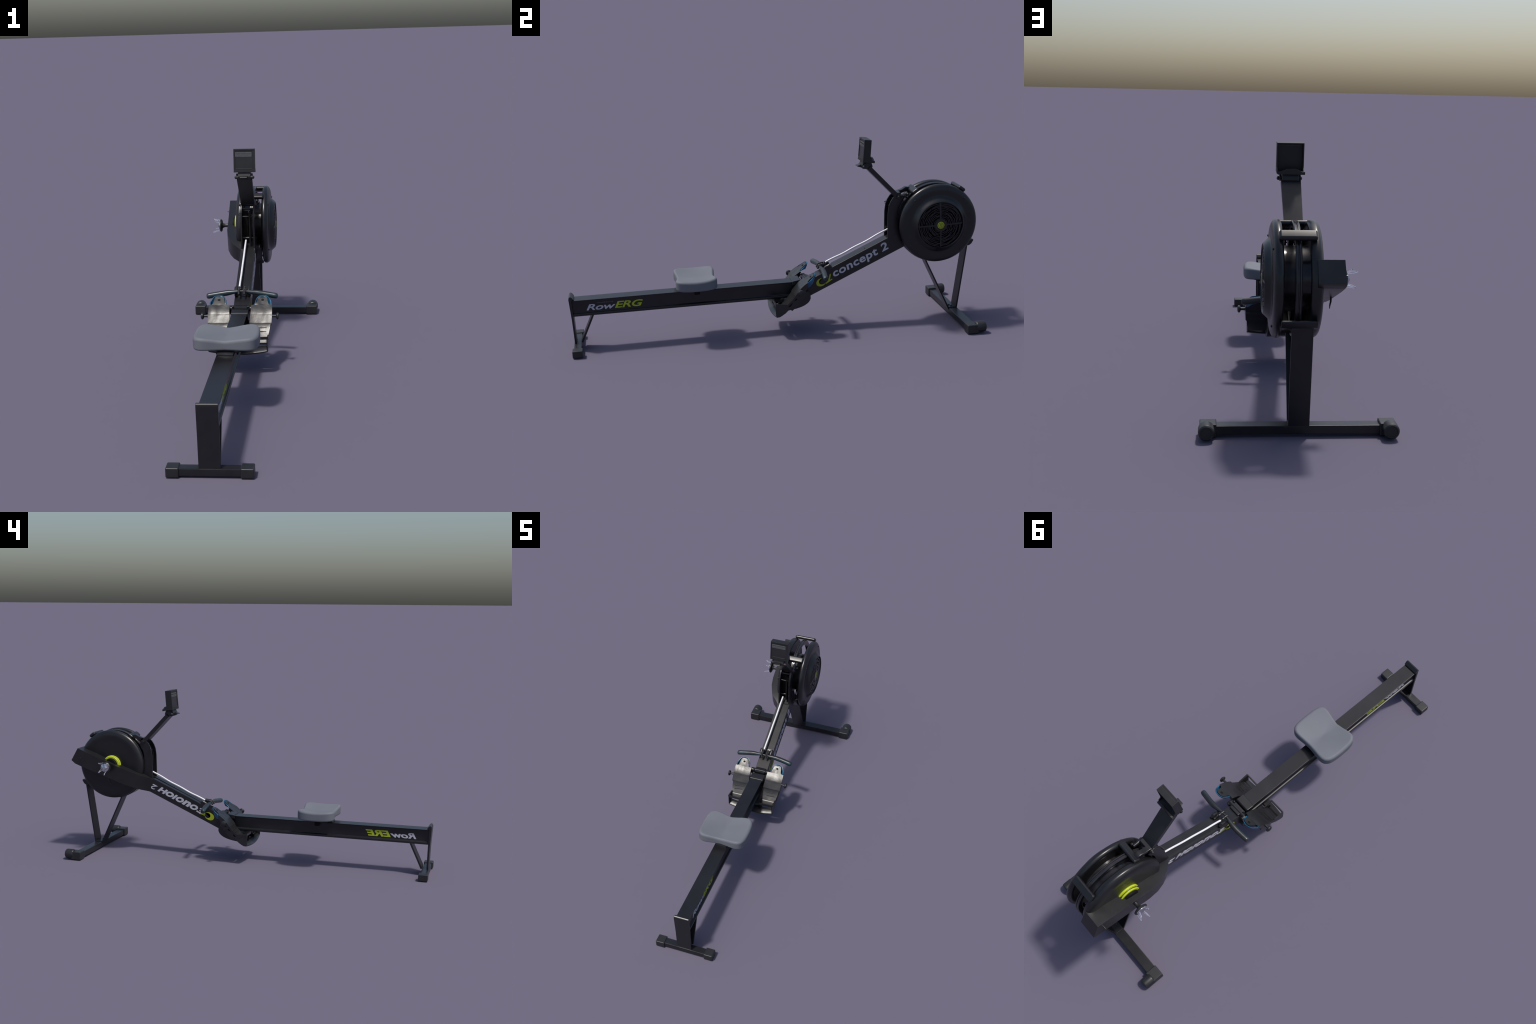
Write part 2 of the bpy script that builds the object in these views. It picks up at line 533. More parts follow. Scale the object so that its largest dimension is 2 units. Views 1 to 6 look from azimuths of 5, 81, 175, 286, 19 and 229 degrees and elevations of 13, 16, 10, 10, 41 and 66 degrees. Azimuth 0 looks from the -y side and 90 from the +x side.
for s in (-1, 1):
    FOOT = group("footrest", (s * 0.092, 0.07, 0.2))
    tray = finish("foot_tray", build_tray(s), M_TRAY, FOOT, 40)
    # two raised size ridges and a black disc drawing the dark inside of the strap hole
    for (y, z, a, b) in ((0.051, 0.1885, 0.064, 0.120), (0.0385, 0.1755, 0.072, 0.118)):
        bm = bmesh.new()
        add_tube(bm, [(s * a, y, z - 0.0016), (s * (a + b) / 2, y - 0.001, z - 0.0014), (s * b, y - (0.004 if s < 0 else 0), z - 0.0018)], 0.0014, 8)
        finish("size_ridge", bm, M_TRAY, tray)
    bm = bmesh.new()
    p, dd = Vector((s * 0.097, 0.1475, 0.2850)), Vector((0, 0.70, 0.714))
    nn = Vector((0, -0.60, 0.80))
    u = Vector((1, 0, 0)); w = nn.cross(u)
    ring = [[], []]
    for j in range(16):
        q = p + (u * cos(2 * pi * j / 16) * 0.0065 + w * sin(2 * pi * j / 16) * 0.0052)
        ring[0].append(bm.verts.new(q + nn * 0.0008)); ring[1].append(bm.verts.new(q - nn * 0.003))
    bm.faces.new(ring[0])
    for j in range(16):
        bm.faces.new((ring[0][j], ring[0][(j + 1) % 16], ring[1][(j + 1) % 16], ring[1][j]))
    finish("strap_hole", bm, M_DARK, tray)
    # blue toe cup: a curved wall round the toe end, open on the inner side
    plan = [(0.0660, 0.1300, 0.006), (0.0675, 0.1400, 0.010), (0.0695, 0.1500, 0.014), (0.0735, 0.1585, 0.020), (0.0800, 0.1640, 0.026),
            (0.0885, 0.1670, 0.030), (0.0980, 0.1680, 0.032), (0.1075, 0.1670, 0.034), (0.1155, 0.1640, 0.036), (0.1220, 0.1585, 0.038),
            (0.1275, 0.1510, 0.038), (0.1315, 0.1420, 0.034), (0.1335, 0.1330, 0.028), (0.1340, 0.1250, 0.022)]
    bm = bmesh.new()
    rows = []
    for i, (x, y, h) in enumerate(plan):
        a = Vector(plan[max(i - 1, 0)][:2]); b = Vector(plan[min(i + 1, len(plan) - 1)][:2])
        dd = (b - a).normalized()
        nx, ny = -dd.y, dd.x                              # outward from the cup
        zt = 0.2678 + 0.728 * (min(y, 0.166) - 0.1255) + (0.0010 if 3 < i < 10 else -0.0005)
        th = 0.0042
        row = []
        for (o, zz) in ((0, zt), (th * 0.5, zt + 0.0012), (th, zt - 0.0008), (th + 0.0015, zt - h * 0.45), (th - 0.0005, zt - h),
                        (0.0002, zt - h), (0.0012, zt - h * 0.45)):
            sh = -0.10 * (zt - zz)                        # the wall leans back toward the heel
            row.append(bm.verts.new((s * (x + nx * o), y + ny * o + sh * 3.0, zz)))
        rows.append(row)
    for i in range(len(rows) - 1):
        for k in range(7):
            bm.faces.new((rows[i][k], rows[i][(k + 1) % 7], rows[i + 1][(k + 1) % 7], rows[i + 1][k]))
    bm.faces.new(rows[0]); bm.faces.new(rows[-1][::-1])
    finish("toe_cup", bm, M_BLUE, FOOT, 50)
    # near-black solid strip modelling the shadowed gap between tray and underbody
    bm = bmesh.new()
    slot = [(0.092, 0.2105, 0.1408), (0.083, 0.2100, 0.1408), (0.056, 0.1790, 0.1328), (0.030, 0.1530, 0.1285), (0.038, 0.1500, 0.1285), (0.066, 0.1800, 0.1328)]
    A = [bm.verts.new((s * x, y, z)) for y, z, x in slot]
    B = [bm.verts.new((s * (x - 0.010), y, z)) for y, z, x in slot]
    bm.faces.new(A); bm.faces.new(B[::-1])
    for k in range(6):
        bm.faces.new((A[k], B[k], B[(k + 1) % 6], A[(k + 1) % 6]))
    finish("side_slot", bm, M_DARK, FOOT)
    # heel loop
    bm = bmesh.new()
    for a, b in (((0.127, 0.024, 0.158), (0.128, -0.029, 0.166)), ((0.128, -0.029, 0.166), (0.047, -0.029, 0.163)),
                 ((0.047, -0.029, 0.163), (0.050, 0.022, 0.156))):
        va, vb = Vector((s * a[0], a[1], a[2])), Vector((s * b[0], b[1], b[2]))
        dirv = (vb - va).normalized()
        sd = dirv.cross(Vector((0, 0, 1))).normalized() * 0.0026
        upv = Vector((0, 0, 0.0058))
        b3 = bmesh.new()
        q0 = [b3.verts.new(va + sd * a_ + upv * c_) for a_, c_ in ((1, 1), (1, -1), (-1, -1), (-1, 1))]
        q1 = [b3.verts.new(vb + sd * a_ + upv * c_) for a_, c_ in ((1, 1), (1, -1), (-1, -1), (-1, 1))]
        b3.faces.new(q0); b3.faces.new(q1[::-1])
        for k in range(4):
            b3.faces.new((q0[k], q1[k], q1[(k + 1) % 4], q0[(k + 1) % 4]))
        merge(bm, b3)
    add_prism(bm, [(0.026, 0.160), (-0.006, 0.163), (0.006, 0.146), (0.020, 0.146)],
              *sorted((s * 0.1245, s * 0.1295)), 0.001)
    # heel wall stepping down to the shell lip
    add_prism(bm, [(0.020, 0.155), (0.014, 0.151), (0.000, 0.1345), (0.000, 0.1290), (0.010, 0.124), (0.024, 0.140)],
              *sorted((s * 0.050, s * 0.126)), 0.0015)
    finish("heel_loop", bm, M_TRAY, FOOT)
    prism("heel_cheek", [(0.060, 0.188), (0.022, 0.157), (-0.029, 0.169), (-0.033, 0.160), (-0.031, 0.112), (-0.0265, 0.1022), (-0.012, 0.1032),
                         (0.016, 0.120), (0.060, 0.162)], *sorted((s * 0.1235, s * 0.1282)), M_TRAY, FOOT, 0.001, 2, 40)
    prism("heel_cheek", [(0.040, 0.168), (0.020, 0.154), (0.000, 0.150), (-0.020, 0.122), (-0.014, 0.108), (0.016, 0.116), (0.060, 0.150)],  # inner plate blackened to show the unlit opening behind the heel
          *sorted((s * 0.0475, s * 0.0520)), M_DARK, FOOT, 0.001, 2, 40)
    # clamping knob on the outer side
    bm = bmesh.new()
    prof = [(0.136, 0.0), (0.136, 0.0065), (0.150, 0.0055), (0.158, 0.0060), (0.1605, 0.0125), (0.1635, 0.0150),
            (0.1685, 0.0145), (0.1715, 0.0100), (0.1725, 0.0)]
    add_lathe(bm, [(s * x, r) for x, r in prof], 0.0890, 0.2285, 28, False)
    finish("knob", bm, M_RUBBER, FOOT, 45)

# ------------------------------------------------------------------ handle, rest and chain
HANDLE = group("handle", (0, 0.213, 0.305))
for s in (-1, 1):
    path, rad = [], []
    key = [(0.016, 0.2125, 0.3060), (0.040, 0.2155, 0.3020), (0.065, 0.2180, 0.2980), (0.095, 0.2170, 0.2935),
           (0.130, 0.2135, 0.2885), (0.1580, 0.2100, 0.2845)]
    for i in range(21):
        f = i / 20
        g = f * (len(key) - 1)
        j = min(int(g), len(key) - 2)
        p0, p1 = Vector(key[j]), Vector(key[j + 1])
        p = p0.lerp(p1, g - j)
        r = 0.0062 + 0.0068 * min(1, max(0, (f - 0.05) / 0.38)) ** 0.8
        if f > 0.97:
            r *= 0.85
        path.append((s * p.x, p.y, p.z)); rad.append(r)
    path.append((s * 0.1605, path[-1][1], path[-1][2] - 0.0002)); rad.append(0.0060)
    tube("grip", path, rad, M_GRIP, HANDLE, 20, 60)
bm = bmesh.new()
add_tube(bm, [(-0.026, 0.2125, 0.3065), (0.026, 0.2125, 0.3065)], 0.0045, 12)
for x in (-0.0145, 0.0105):
    add_tube(bm, [(x, 0.203, 0.300), (x, 0.209, 0.312), (x, 0.220, 0.314), (x - 0.001, 0.236, 0.316)], [0.0045, 0.0055, 0.0052, 0.004], 12)
    add_ball(bm, (x, 0.2035, 0.298), 0.0058)
    add_ball(bm, (x, 0.222, 0.3155), 0.0052)
    add_ball(bm, (x, 0.242, 0.3175), 0.0045)
finish("handle_bracket", bm, M_STEEL, HANDLE)
REST = group("handle_rest", (0, 0.245, 0.30))
for s in (-1, 1):
    bm = bmesh.new()
    add_tube(bm, [(s * 0.0285, 0.226, 0.291), (s * 0.0285, 0.238, 0.302), (s * 0.0285, 0.254, 0.309), (s * 0.0285, 0.266, 0.304)],
             [0.006, 0.0095, 0.0105, 0.006], 14)
    add_box(bm, (min(s * 0.012, s * 0.037), 0.230, 0.276), (max(s * 0.012, s * 0.037), 0.262, 0.303), 0.003)
    add_ball(bm, (s * 0.034, 0.222, 0.296), 0.0055)
    finish("rest_hook", bm, M_COVER, REST)
# chain: a bright line running from the handle into the upright
pts = []
for i in range(33):
    f = i / 32
    y = 0.246 + f * (0.566 - 0.246)
    z = 0.3165 + f * (0.4635 - 0.3165) - 0.0030 * sin(f * pi) + 0.0012 * sin(f * 17)
    pts.append((-0.0145 + 0.004 * f, y, z))
tube("chain", pts, 0.0045, M_CHAIN, ROOT, 12)

# ------------------------------------------------------------------ upright plates
UP = group("upright", (0, 0.58, 0.52))
upp = [(0.549, beam_top(0.549) - 0.02), (0.5495, 0.47), (0.551, 0.55), (0.556, 0.586), (0.564, 0.607), (0.578, 0.628),
       (0.592, 0.636), (0.612, 0.634), (0.624, 0.618), (0.618, 0.596), (0.606, 0.578), (0.600, 0.555), (0.601, 0.50),
       (0.606, 0.46), (0.612, 0.44)]
for s in (-1, 1):
    prism("side_plate", upp, *sorted((s * 0.0265, s * 0.0335)), M_FRAME, UP, 0.0012, 2, 40)
bm = bmesh.new()
add_tube(bm, [(-0.029, 0.570, 0.578), (0.029, 0.570, 0.578)], 0.0028, 10)
add_tube(bm, [(-0.029, 0.590, 0.612), (0.029, 0.590, 0.612)], 0.005, 12)
add_tube(bm, [(-0.029, 0.585, 0.470), (0.029, 0.585, 0.470)], 0.006, 12)
finish("cross_pin", bm, M_FRAME, UP)
bm = bmesh.new()
add_prism(bm, [(0.557, 0.45), (0.560, 0.56), (0.575, 0.60), (0.590, 0.60), (0.584, 0.56), (0.584, 0.45)], 0.006, 0.014, 0.001)
add_box(bm, (-0.026, 0.596, 0.43), (0.0, 0.600, 0.60), 0.001)
finish("inner_guide", bm, M_DARK, UP)
bm = bmesh.new()                                          # small clip at the upright's front top
add_tube(bm, [(-0.046, 0.556, 0.590), (-0.034, 0.560, 0.597), (-0.026, 0.566, 0.600)], 0.0024, 8)
add_tube(bm, [(-0.044, 0.558, 0.583), (-0.030, 0.562, 0.592)], 0.0018, 8)
finish("clip", bm, M_STEEL, UP)
# ------------------------------------------------------------------ monitor arm and monitor
ARM = group("monitor_arm", (0, 0.54, 0.70))
bm = bmesh.new()
b2 = bmesh.new()
sec = [(0.4500, 0.778, -0.0335, 0.0375), (0.5945, 0.626, -0.0310, 0.0330)]
# channel: a plate with two side walls
dv = Vector((0.1445, -0.152)).normalized()
nv = Vector((-dv.y, dv.x))                                # back/up side
def arm_pt(i, x, off):
    y, z, xa, xb = sec[i]
    return (x, y + nv.x * off, z + nv.y * off)
def arm_bar(x0f, x1f, o0, o1):
    b3 = bmesh.new()
    vs = []
    for i in (0, 1):
        xa, xb = sec[i][2], sec[i][3]
        X0 = xa + (xb - xa) * x0f; X1 = xa + (xb - xa) * x1f
        vs.append([b3.verts.new(arm_pt(i, X0, o0)), b3.verts.new(arm_pt(i, X1, o0)),
                   b3.verts.new(arm_pt(i, X1, o1)), b3.verts.new(arm_pt(i, X0, o1))])
    b3.faces.new(vs[0]); b3.faces.new(vs[1][::-1])
    for k in range(4):
        b3.faces.new((vs[0][k], vs[1][k], vs[1][(k + 1) % 4], vs[0][(k + 1) % 4]))
    bevel_sharp(b3, 0.0014)
    return b3
merge(bm, arm_bar(0, 1, -0.0050, 0.0165))
finish("arm_plate", bm, M_FRAME, ARM)
for s in (-1, 1):
    bm = bmesh.new()
    add_lathe(bm, [(s * 0.031, 0), (s * 0.031, 0.013), (s * 0.0385, 0.012), (s * 0.039, 0.0075), (s * 0.043, 0.006), (s * 0.0435, 0)],
              0.6015, 0.6285, 24, False)
    finish("pivot_bolt", bm, M_FRAME, ARM)

MON = group("monitor", (0.0045, 0.44, 0.86))
MX0, MX1 = -0.0435, 0.0535
# local frame of the case: bottom-front edge, slightly tilted back
CASE = prism("case", [(0.4242, 0.8132), (0.4335, 0.9185), (0.4460, 0.9172), (0.4370, 0.8127)], MX0 + 0.002, MX1 - 0.002, M_MON, MON, 0.0015)
bm = bmesh.new()
wall = [(0.4235, 0.8125), (0.4330, 0.9195), (0.4640, 0.9160), (0.4575, 0.8300), (0.470, 0.8170), (0.470, 0.8065)]
add_prism(bm, wall, MX0, MX0 + 0.0045, 0.0012)
add_prism(bm, wall, MX1 - 0.0045, MX1, 0.0012)
add_prism(bm, [(0.4400, 0.9137), (0.4404, 0.9186), (0.4640, 0.9160), (0.4636, 0.9110)], MX0 + 0.003, MX1 - 0.003, 0.0012)
add_prism(bm, [(0.4300, 0.8115), (0.4305, 0.8165), (0.470, 0.8125), (0.470, 0.8065)], MX0 + 0.003, MX1 - 0.003, 0.0012)
finish("case_wall", bm, M_MON, CASE)
tv = Vector((0.0095, 0.107)).normalized()
fv = Vector((-tv.y, tv.x))                                # out of the front face
def face_pt(h, out):
    return (0.4235 + tv.x * h + fv.x * out, 0.8125 + tv.y * h + fv.y * out)
def slab(bm, h0, h1, x0, x1, o0, o1, bev=0.0006):
    add_prism(bm, [face_pt(h0, o0), face_pt(h1, o0), face_pt(h1, o1), face_pt(h0, o1)], x0, x1, bev)
bm = bmesh.new()                                          # bezel standing proud round the screen
slab(bm, 0.0985, 0.1070, MX0, MX1, -0.003, 0.0036, 0.0014)
slab(bm, 0.0000, 0.0125, MX0, MX1, -0.003, 0.0036, 0.0014)
slab(bm, 0.0120, 0.0990, MX0, MX0 + 0.0070, -0.003, 0.0032, 0.0014)
slab(bm, 0.0120, 0.0990, MX1 - 0.0105, MX1, -0.003, 0.0032, 0.0014)
finish("bezel", bm, M_MON, CASE)
bm = bmesh.new()
slab(bm, 0.0120, 0.0985, MX0 + 0.0065, MX1 - 0.0100, -0.002, 0.0008, 0.0003)
finish("screen", bm, M_SCREEN, CASE)
bm = bmesh.new()
slab(bm, 0.0125, 0.0175, MX0 + 0.009, MX1 - 0.0115, 0.000, 0.0034, 0.0016)
finish("button_bar", bm, M_COVER, CASE)
bm = bmesh.new()
slab(bm, 0.0710, 0.0920, MX0 + 0.0080, MX1 - 0.0135, 0.0004, 0.0016, 0.0003)
LAB = finish("display", bm, M_LABEL, CASE)
bm = bmesh.new()
x = MX0 + 0.011
while x < MX1 - 0.018:
    h = 0.0055 + 0.003 * random.random()
    w = 0.0009 + 0.0009 * random.random()
    slab(bm, 0.0880 - h, 0.0880, x, x + w, 0.001, 0.0019, 0)
    if random.random() < 0.7:
        slab(bm, 0.0745, 0.0762 + 0.001 * random.random(), x, x + w * 1.5, 0.001, 0.0019, 0)
    x += w + 0.0007 + 0.0012 * random.random()
finish("display_mark", bm, M_TICK, LAB, None, stuff=True)
# rear of the case: shallow frame, faint row of printed marks, shelf bracket with an arched lip
bv = Vector((0.4640 - 0.4575, 0.9160 - 0.8300)).normalized()
bo = Vector((bv.y, -bv.x))
def back_pt(h, out):
    return (0.4575 + bv.x * h + bo.x * out, 0.8300 + bv.y * h + bo.y * out)
def bslab(bm, h0, h1, x0, x1, o0, o1, bev=0.0006):
    add_prism(bm, [back_pt(h0, o0), back_pt(h0, o1), back_pt(h1, o1), back_pt(h1, o0)], x0, x1, bev)
bm = bmesh.new()
x = MX0 + 0.010
while x < MX1 - 0.012:
    w = 0.0018 + 0.002 * random.random()
    bslab(bm, 0.0735, 0.0735 + 0.003 + 0.0015 * random.random(), x, x + w, -0.0195, -0.0172, 0)
    x += w + 0.0012
finish("print_mark", bm, M_FAINT_PRINT, CASE, None, stuff=True)
bm = bmesh.new()                                          # shelf with arch, seen from behind
lip = [(-0.0465, 0.8055), (0.0505, 0.8055), (0.0505, 0.8165), (0.0400, 0.8160), (0.0290, 0.8215), (0.0180, 0.8262),
       (0.0020, 0.8270), (-0.0140, 0.8262), (-0.0250, 0.8215), (-0.0360, 0.8160), (-0.0465, 0.8165)]
b2 = bmesh.new()
A = [b2.verts.new((x, 0.4700, z)) for x, z in lip]; B = [b2.verts.new((x, 0.4795, z - 0.0005)) for x, z in lip]
b2.faces.new(A); b2.faces.new(B[::-1])
for i in range(len(lip)):
    j = (i + 1) % len(lip)
    b2.faces.new((A[i], B[i], B[j], A[j]))
bevel_sharp(b2, 0.0012, 2, 40)
merge(bm, b2)
finish("back_shelf", bm, M_MON, MON)
bm = bmesh.new()                                          # neck and hinge under the case
add_prism(bm, [(0.428, 0.8115), (0.468, 0.8055), (0.474, 0.786), (0.466, 0.772), (0.440, 0.776), (0.424, 0.778), (0.420, 0.792)],
          -0.026, 0.0335, 0.003)
add_tube(bm, [(-0.0370, 0.4285, 0.7885), (0.0455, 0.4285, 0.7885)], 0.0062, 16)
add_ball(bm, (-0.0355, 0.4285, 0.7885), 0.0075, 0.8)
add_ball(bm, (0.0445, 0.4285, 0.7885), 0.0075, 0.8)
for x in (-0.031, 0.0385):
    add_tube(bm, [(x - 0.003, 0.440, 0.792), (x + 0.003, 0.440, 0.792)], 0.0125, 18)
finish("neck_hinge", bm, M_MON, MON)
bm = bmesh.new()
add_prism(bm, [(0.430, 0.7985), (0.4015, 0.7925), (0.4000, 0.7895), (0.4080, 0.7860), (0.428, 0.7800)], -0.0145, 0.0190, 0.0015)
finish("tilt_tongue", bm, M_COVER, MON)

for grp in (ARM, MON):
    grp.location.y += 0.003

# ------------------------------------------------------------------ flywheel
CY, CZ = 0.7890, 0.4945
FLY = group("flywheel", (0.02, CY, CZ))
bm = bmesh.new()
add_lathe(bm, [(0.0640, 0.100), (0.0640, 0.160), (0.0620, 0.170), (0.0600, 0.179), (0.0615, 0.1865), (0.0660, 0.1915),
               (0.0725, 0.1935), (0.0790, 0.1925), (0.0855, 0.1885), (0.0900, 0.1815), (0.0930, 0.1720), (0.0940, 0.1610),
               (0.0940, 0.1480), (0.0943, 0.1410), (0.0958, 0.1360), (0.0995, 0.1315), (0.1045, 0.1265), (0.1100, 0.1215),
               (0.1145, 0.1175), (0.1175, 0.1145), (0.1182, 0.1125), (0.1172, 0.1112), (0.1100, 0.1098), (0.1030, 0.1090), (0.1030, 0.100)],
          CY, CZ, 128)
SHR = finish("flywheel_shroud", bm, M_SHROUD, FLY, 50)
bm = bmesh.new()
add_lathe(bm, [(-0.0300, 0.0), (-0.0300, 0.160), (-0.0255, 0.170), (-0.0225, 0.179), (-0.0245, 0.1865), (-0.0330, 0.1905),
               (-0.0440, 0.1920), (-0.0500, 0.1905), (-0.0555, 0.1865), (-0.0600, 0.1800), (-0.0628, 0.1710), (-0.0635, 0.1600),
               (-0.0628, 0.1480), (-0.0615, 0.1350), (-0.0607, 0.1200), (-0.0605, 0.0)], CY, CZ, 128, False)
finish("flywheel_shroud", bm, M_SHROUD, FLY, 50)
# centre hoop with a grooved rim
bm = bmesh.new()
add_lathe(bm, [(0.0065, 0.166), (0.0045, 0.176), (0.0045, 0.1870), (0.0075, 0.1900), (0.0120, 0.1900), (0.0135, 0.1868),
               (0.0165, 0.1868), (0.0180, 0.1900), (0.0225, 0.1900), (0.0255, 0.1870), (0.0255, 0.176), (0.0235, 0.166), (0.015, 0.1645)],
          CY, CZ, 128)
finish("fan_hoop", bm, M_DRUM, FLY, 30)
bm = bmesh.new()                                          # spokes between drum and hoop
for q in (-1.15, -1.95):
    R4 = Matrix.Translation((0, CY, CZ)) @ Matrix.Rotation(q, 4, 'X') @ Matrix.Translation((0, -CY, -CZ))
    add_box(bm, (0.012, CY + 0.100, CZ - 0.004), (0.018, CY + 0.168, CZ + 0.004), 0.001, 1, R4)
finish("fan_spoke", bm, M_DARK, FLY)
bm = bmesh.new()
add_lathe(bm, [(-0.035, 0.09), (-0.035, 0.110), (-0.020, 0.1075), (0.000, 0.1065), (0.006, 0.108), (0.024, 0.108), (0.030, 0.1065), (0.048, 0.108),
               (0.065, 0.111), (0.065, 0.09)], CY, CZ, 128)
finish("fan_drum", bm, M_DRUM, FLY, 30)
# right-hand grille: wavy concentric bars over a dark well
bm = bmesh.new()
add_lathe(bm, [(0.0600, 0), (0.0600, 0.1060), (0.0640, 0.1060), (0.0640, 0)], CY, CZ, 64, False)
finish("fan_backplate", bm, M_DARK, FLY)
GR = group("grille", (0.119, CY, CZ), FLY)
bm = bmesh.new()


def grille_bar(bm, r0, width, a0, a1, ph):
    n = max(6, int((a1 - a0) * r0 / 0.0035))
    inn, out = [], []
    ends = []
    for i in range(n + 1):
        a = a0 + (a1 - a0) * i / n
        wob = 0.0042 * noise.noise(Vector((cos(a) * 3.1 + ph, sin(a) * 3.1, r0 * 55)))
        wv = width * (0.80 + 0.6 * noise.noise(Vector((cos(a) * 9, sin(a) * 9 + ph, r0 * 80))))
        r = min(r0 + wob, 0.1085)
        ri, ro = r - wv / 2, min(r + wv / 2, 0.1092)
        q = lambda rr, x: (x, CY + rr * cos(a), CZ + rr * sin(a))
        xs = 0.1125 + 0.0060 * (1 - (r0 / 0.11) ** 2)
        inn.append((bm.verts.new(q(ri, xs)), bm.verts.new(q(ri, xs - 0.004))))
        out.append((bm.verts.new(q(ro, xs)), bm.verts.new(q(ro, xs - 0.004))))
    for i in range(n):
        bm.faces.new((inn[i][0], out[i][0], out[i + 1][0], inn[i + 1][0]))
        bm.faces.new((inn[i][1], inn[i + 1][1], out[i + 1][1], out[i][1]))
        bm.faces.new((inn[i][0], inn[i + 1][0], inn[i + 1][1], inn[i][1]))
        bm.faces.new((out[i][0], out[i][1], out[i + 1][1], out[i + 1][0]))
    for e in (0, n):
        bm.faces.new((inn[e][0], inn[e][1], out[e][1], out[e][0]))


ph = 0
for j in range(10):
    r0 = 0.0335 + j * 0.0079
    for q in range(4):                                    # four quadrants, each bar broken here and there
        a = q * pi / 2
        cuts = [a]
        while cuts[-1] < a + pi / 2 - 0.15:
            cuts.append(min(a + pi / 2, cuts[-1] + random.uniform(0.5, 1.5)))
        for i in range(len(cuts) - 1):
            ph += 0.37
            gap = 0.0 if random.random() < 0.6 else 0.0035 / r0
            grille_bar(bm, r0 + random.uniform(-0.0012, 0.0012), 0.0043, cuts[i], cuts[i + 1] - gap, ph)
finish("grille_bar", bm, M_SHROUD, GR, 30, stuff=True)
bm = bmesh.new()
for q in range(4):
    R4 = Matrix.Translation((0, CY, CZ)) @ Matrix.Rotation(q * pi / 2 + 0.02, 4, 'X') @ Matrix.Translation((0, -CY, -CZ))
    b3 = bmesh.new()
    prev = None
    for k in range(7):
        rr = 0.02 + (0.1095 - 0.02) * k / 6
        xs = 0.1132 + 0.0060 * (1 - (rr / 0.11) ** 2)
        ring = [b3.verts.new((xx, CY + rr, CZ + zz)) for xx, zz in ((xs, -0.0038), (xs, 0.0038), (xs - 0.006, 0.0038), (xs - 0.006, -0.0038))]
        if prev:
            for m in range(4):
                b3.faces.new((prev[m], ring[m], ring[(m + 1) % 4], prev[(m + 1) % 4]))
        else:
            b3.faces.new(ring)
        prev = ring
    b3.faces.new(prev[::-1])
    merge(bm, b3, R4)
finish("grille_spoke", bm, M_SHROUD, GR)
bm = bmesh.new()
add_lathe(bm, [(0.110, 0), (0.110, 0.0315), (0.1195, 0.0305), (0.1200, 0.0200), (0.1192, 0.0195), (0.1192, 0)], CY, CZ, 48, False)
HUB = finish("hub", bm, M_SHROUD, GR)
bm = bmesh.new()
add_lathe(bm, [(0.1190, 0), (0.1190, 0.0175), (0.1215, 0.0168), (0.1222, 0.0140), (0.1222, 0)], CY, CZ, 40, False)
BADGE = finish("hub_badge", bm, M_LIME_PRINT, HUB)
bm = bmesh.new()                                          # dark emblem on the badge: ring and two curved strokes
def flat_arc(bm, cy, cz, r0, r1, a0, a1, x, n=24):
    a_ = [(bm.verts.new((x, cy + r0 * cos(a0 + (a1 - a0) * i / n), cz + r0 * sin(a0 + (a1 - a0) * i / n))),
           bm.verts.new((x, cy + r1 * cos(a0 + (a1 - a0) * i / n), cz + r1 * sin(a0 + (a1 - a0) * i / n)))) for i in range(n + 1)]
    for i in range(n):
        bm.faces.new((a_[i][0], a_[i][1], a_[i + 1][1], a_[i + 1][0]))
def thicken(bm, dx):
    r = bmesh.ops.extrude_face_region(bm, geom=bm.faces[:])
    bmesh.ops.translate(bm, verts=[v for v in r["geom"] if isinstance(v, bmesh.types.BMVert)], vec=(dx, 0, 0))
flat_arc(bm, CY, CZ, 0.0118, 0.0130, 0, 2 * pi, 0.1224)
flat_arc(bm, CY + 0.001, CZ, 0.0050, 0.0066, 1.9, 4.2, 0.1224)
flat_arc(bm, CY + 0.002, CZ + 0.0035, 0.0026, 0.0040, -0.8, 2.6, 0.1224)
flat_arc(bm, CY + 0.003, CZ - 0.004, 0.0012, 0.0026, 0, 2 * pi, 0.1224)
thicken(bm, 0.0005)
finish("badge_emblem", bm, M_SHROUD, BADGE, None)
# small rivets on the shroud face
for a, r in ((2.35, 0.172), (0.75, 0.172), (3.75, 0.172), (5.4, 0.172)):
    bm = bmesh.new()
    add_ball(bm, (0.0935, CY + r * cos(a), CZ + r * sin(a)), 0.0042, 0.7)
    finish("rivet", bm, M_SHROUD, SHR)

# ------------------------------------------------------------------ brackets joining the shrouds
BR = group("shroud_bracket", (0.015, CY, CZ))


def tangent_bar(name, ang, r, x0, x1, length, thick, bev=0.003, mat=M_SHROUD, parent=BR):
    bm = bmesh.new()
    M = Matrix.Translation((0, CY, CZ)) @ Matrix.Rotation(ang, 4, 'X')
    add_box(bm, (x0, r - thick / 2, -length / 2), (x1, r + thick / 2, length / 2), bev, 3, M)
    return finish(name, bm, mat, parent)


tangent_bar("bracket_bar", radians(53), 0.2005, -0.0455, 0.0755, 0.038, 0.019, 0.0080)
tangent_bar("bracket_bar", radians(124), 0.1965, -0.0400, 0.0700, 0.034, 0.018, 0.0075)
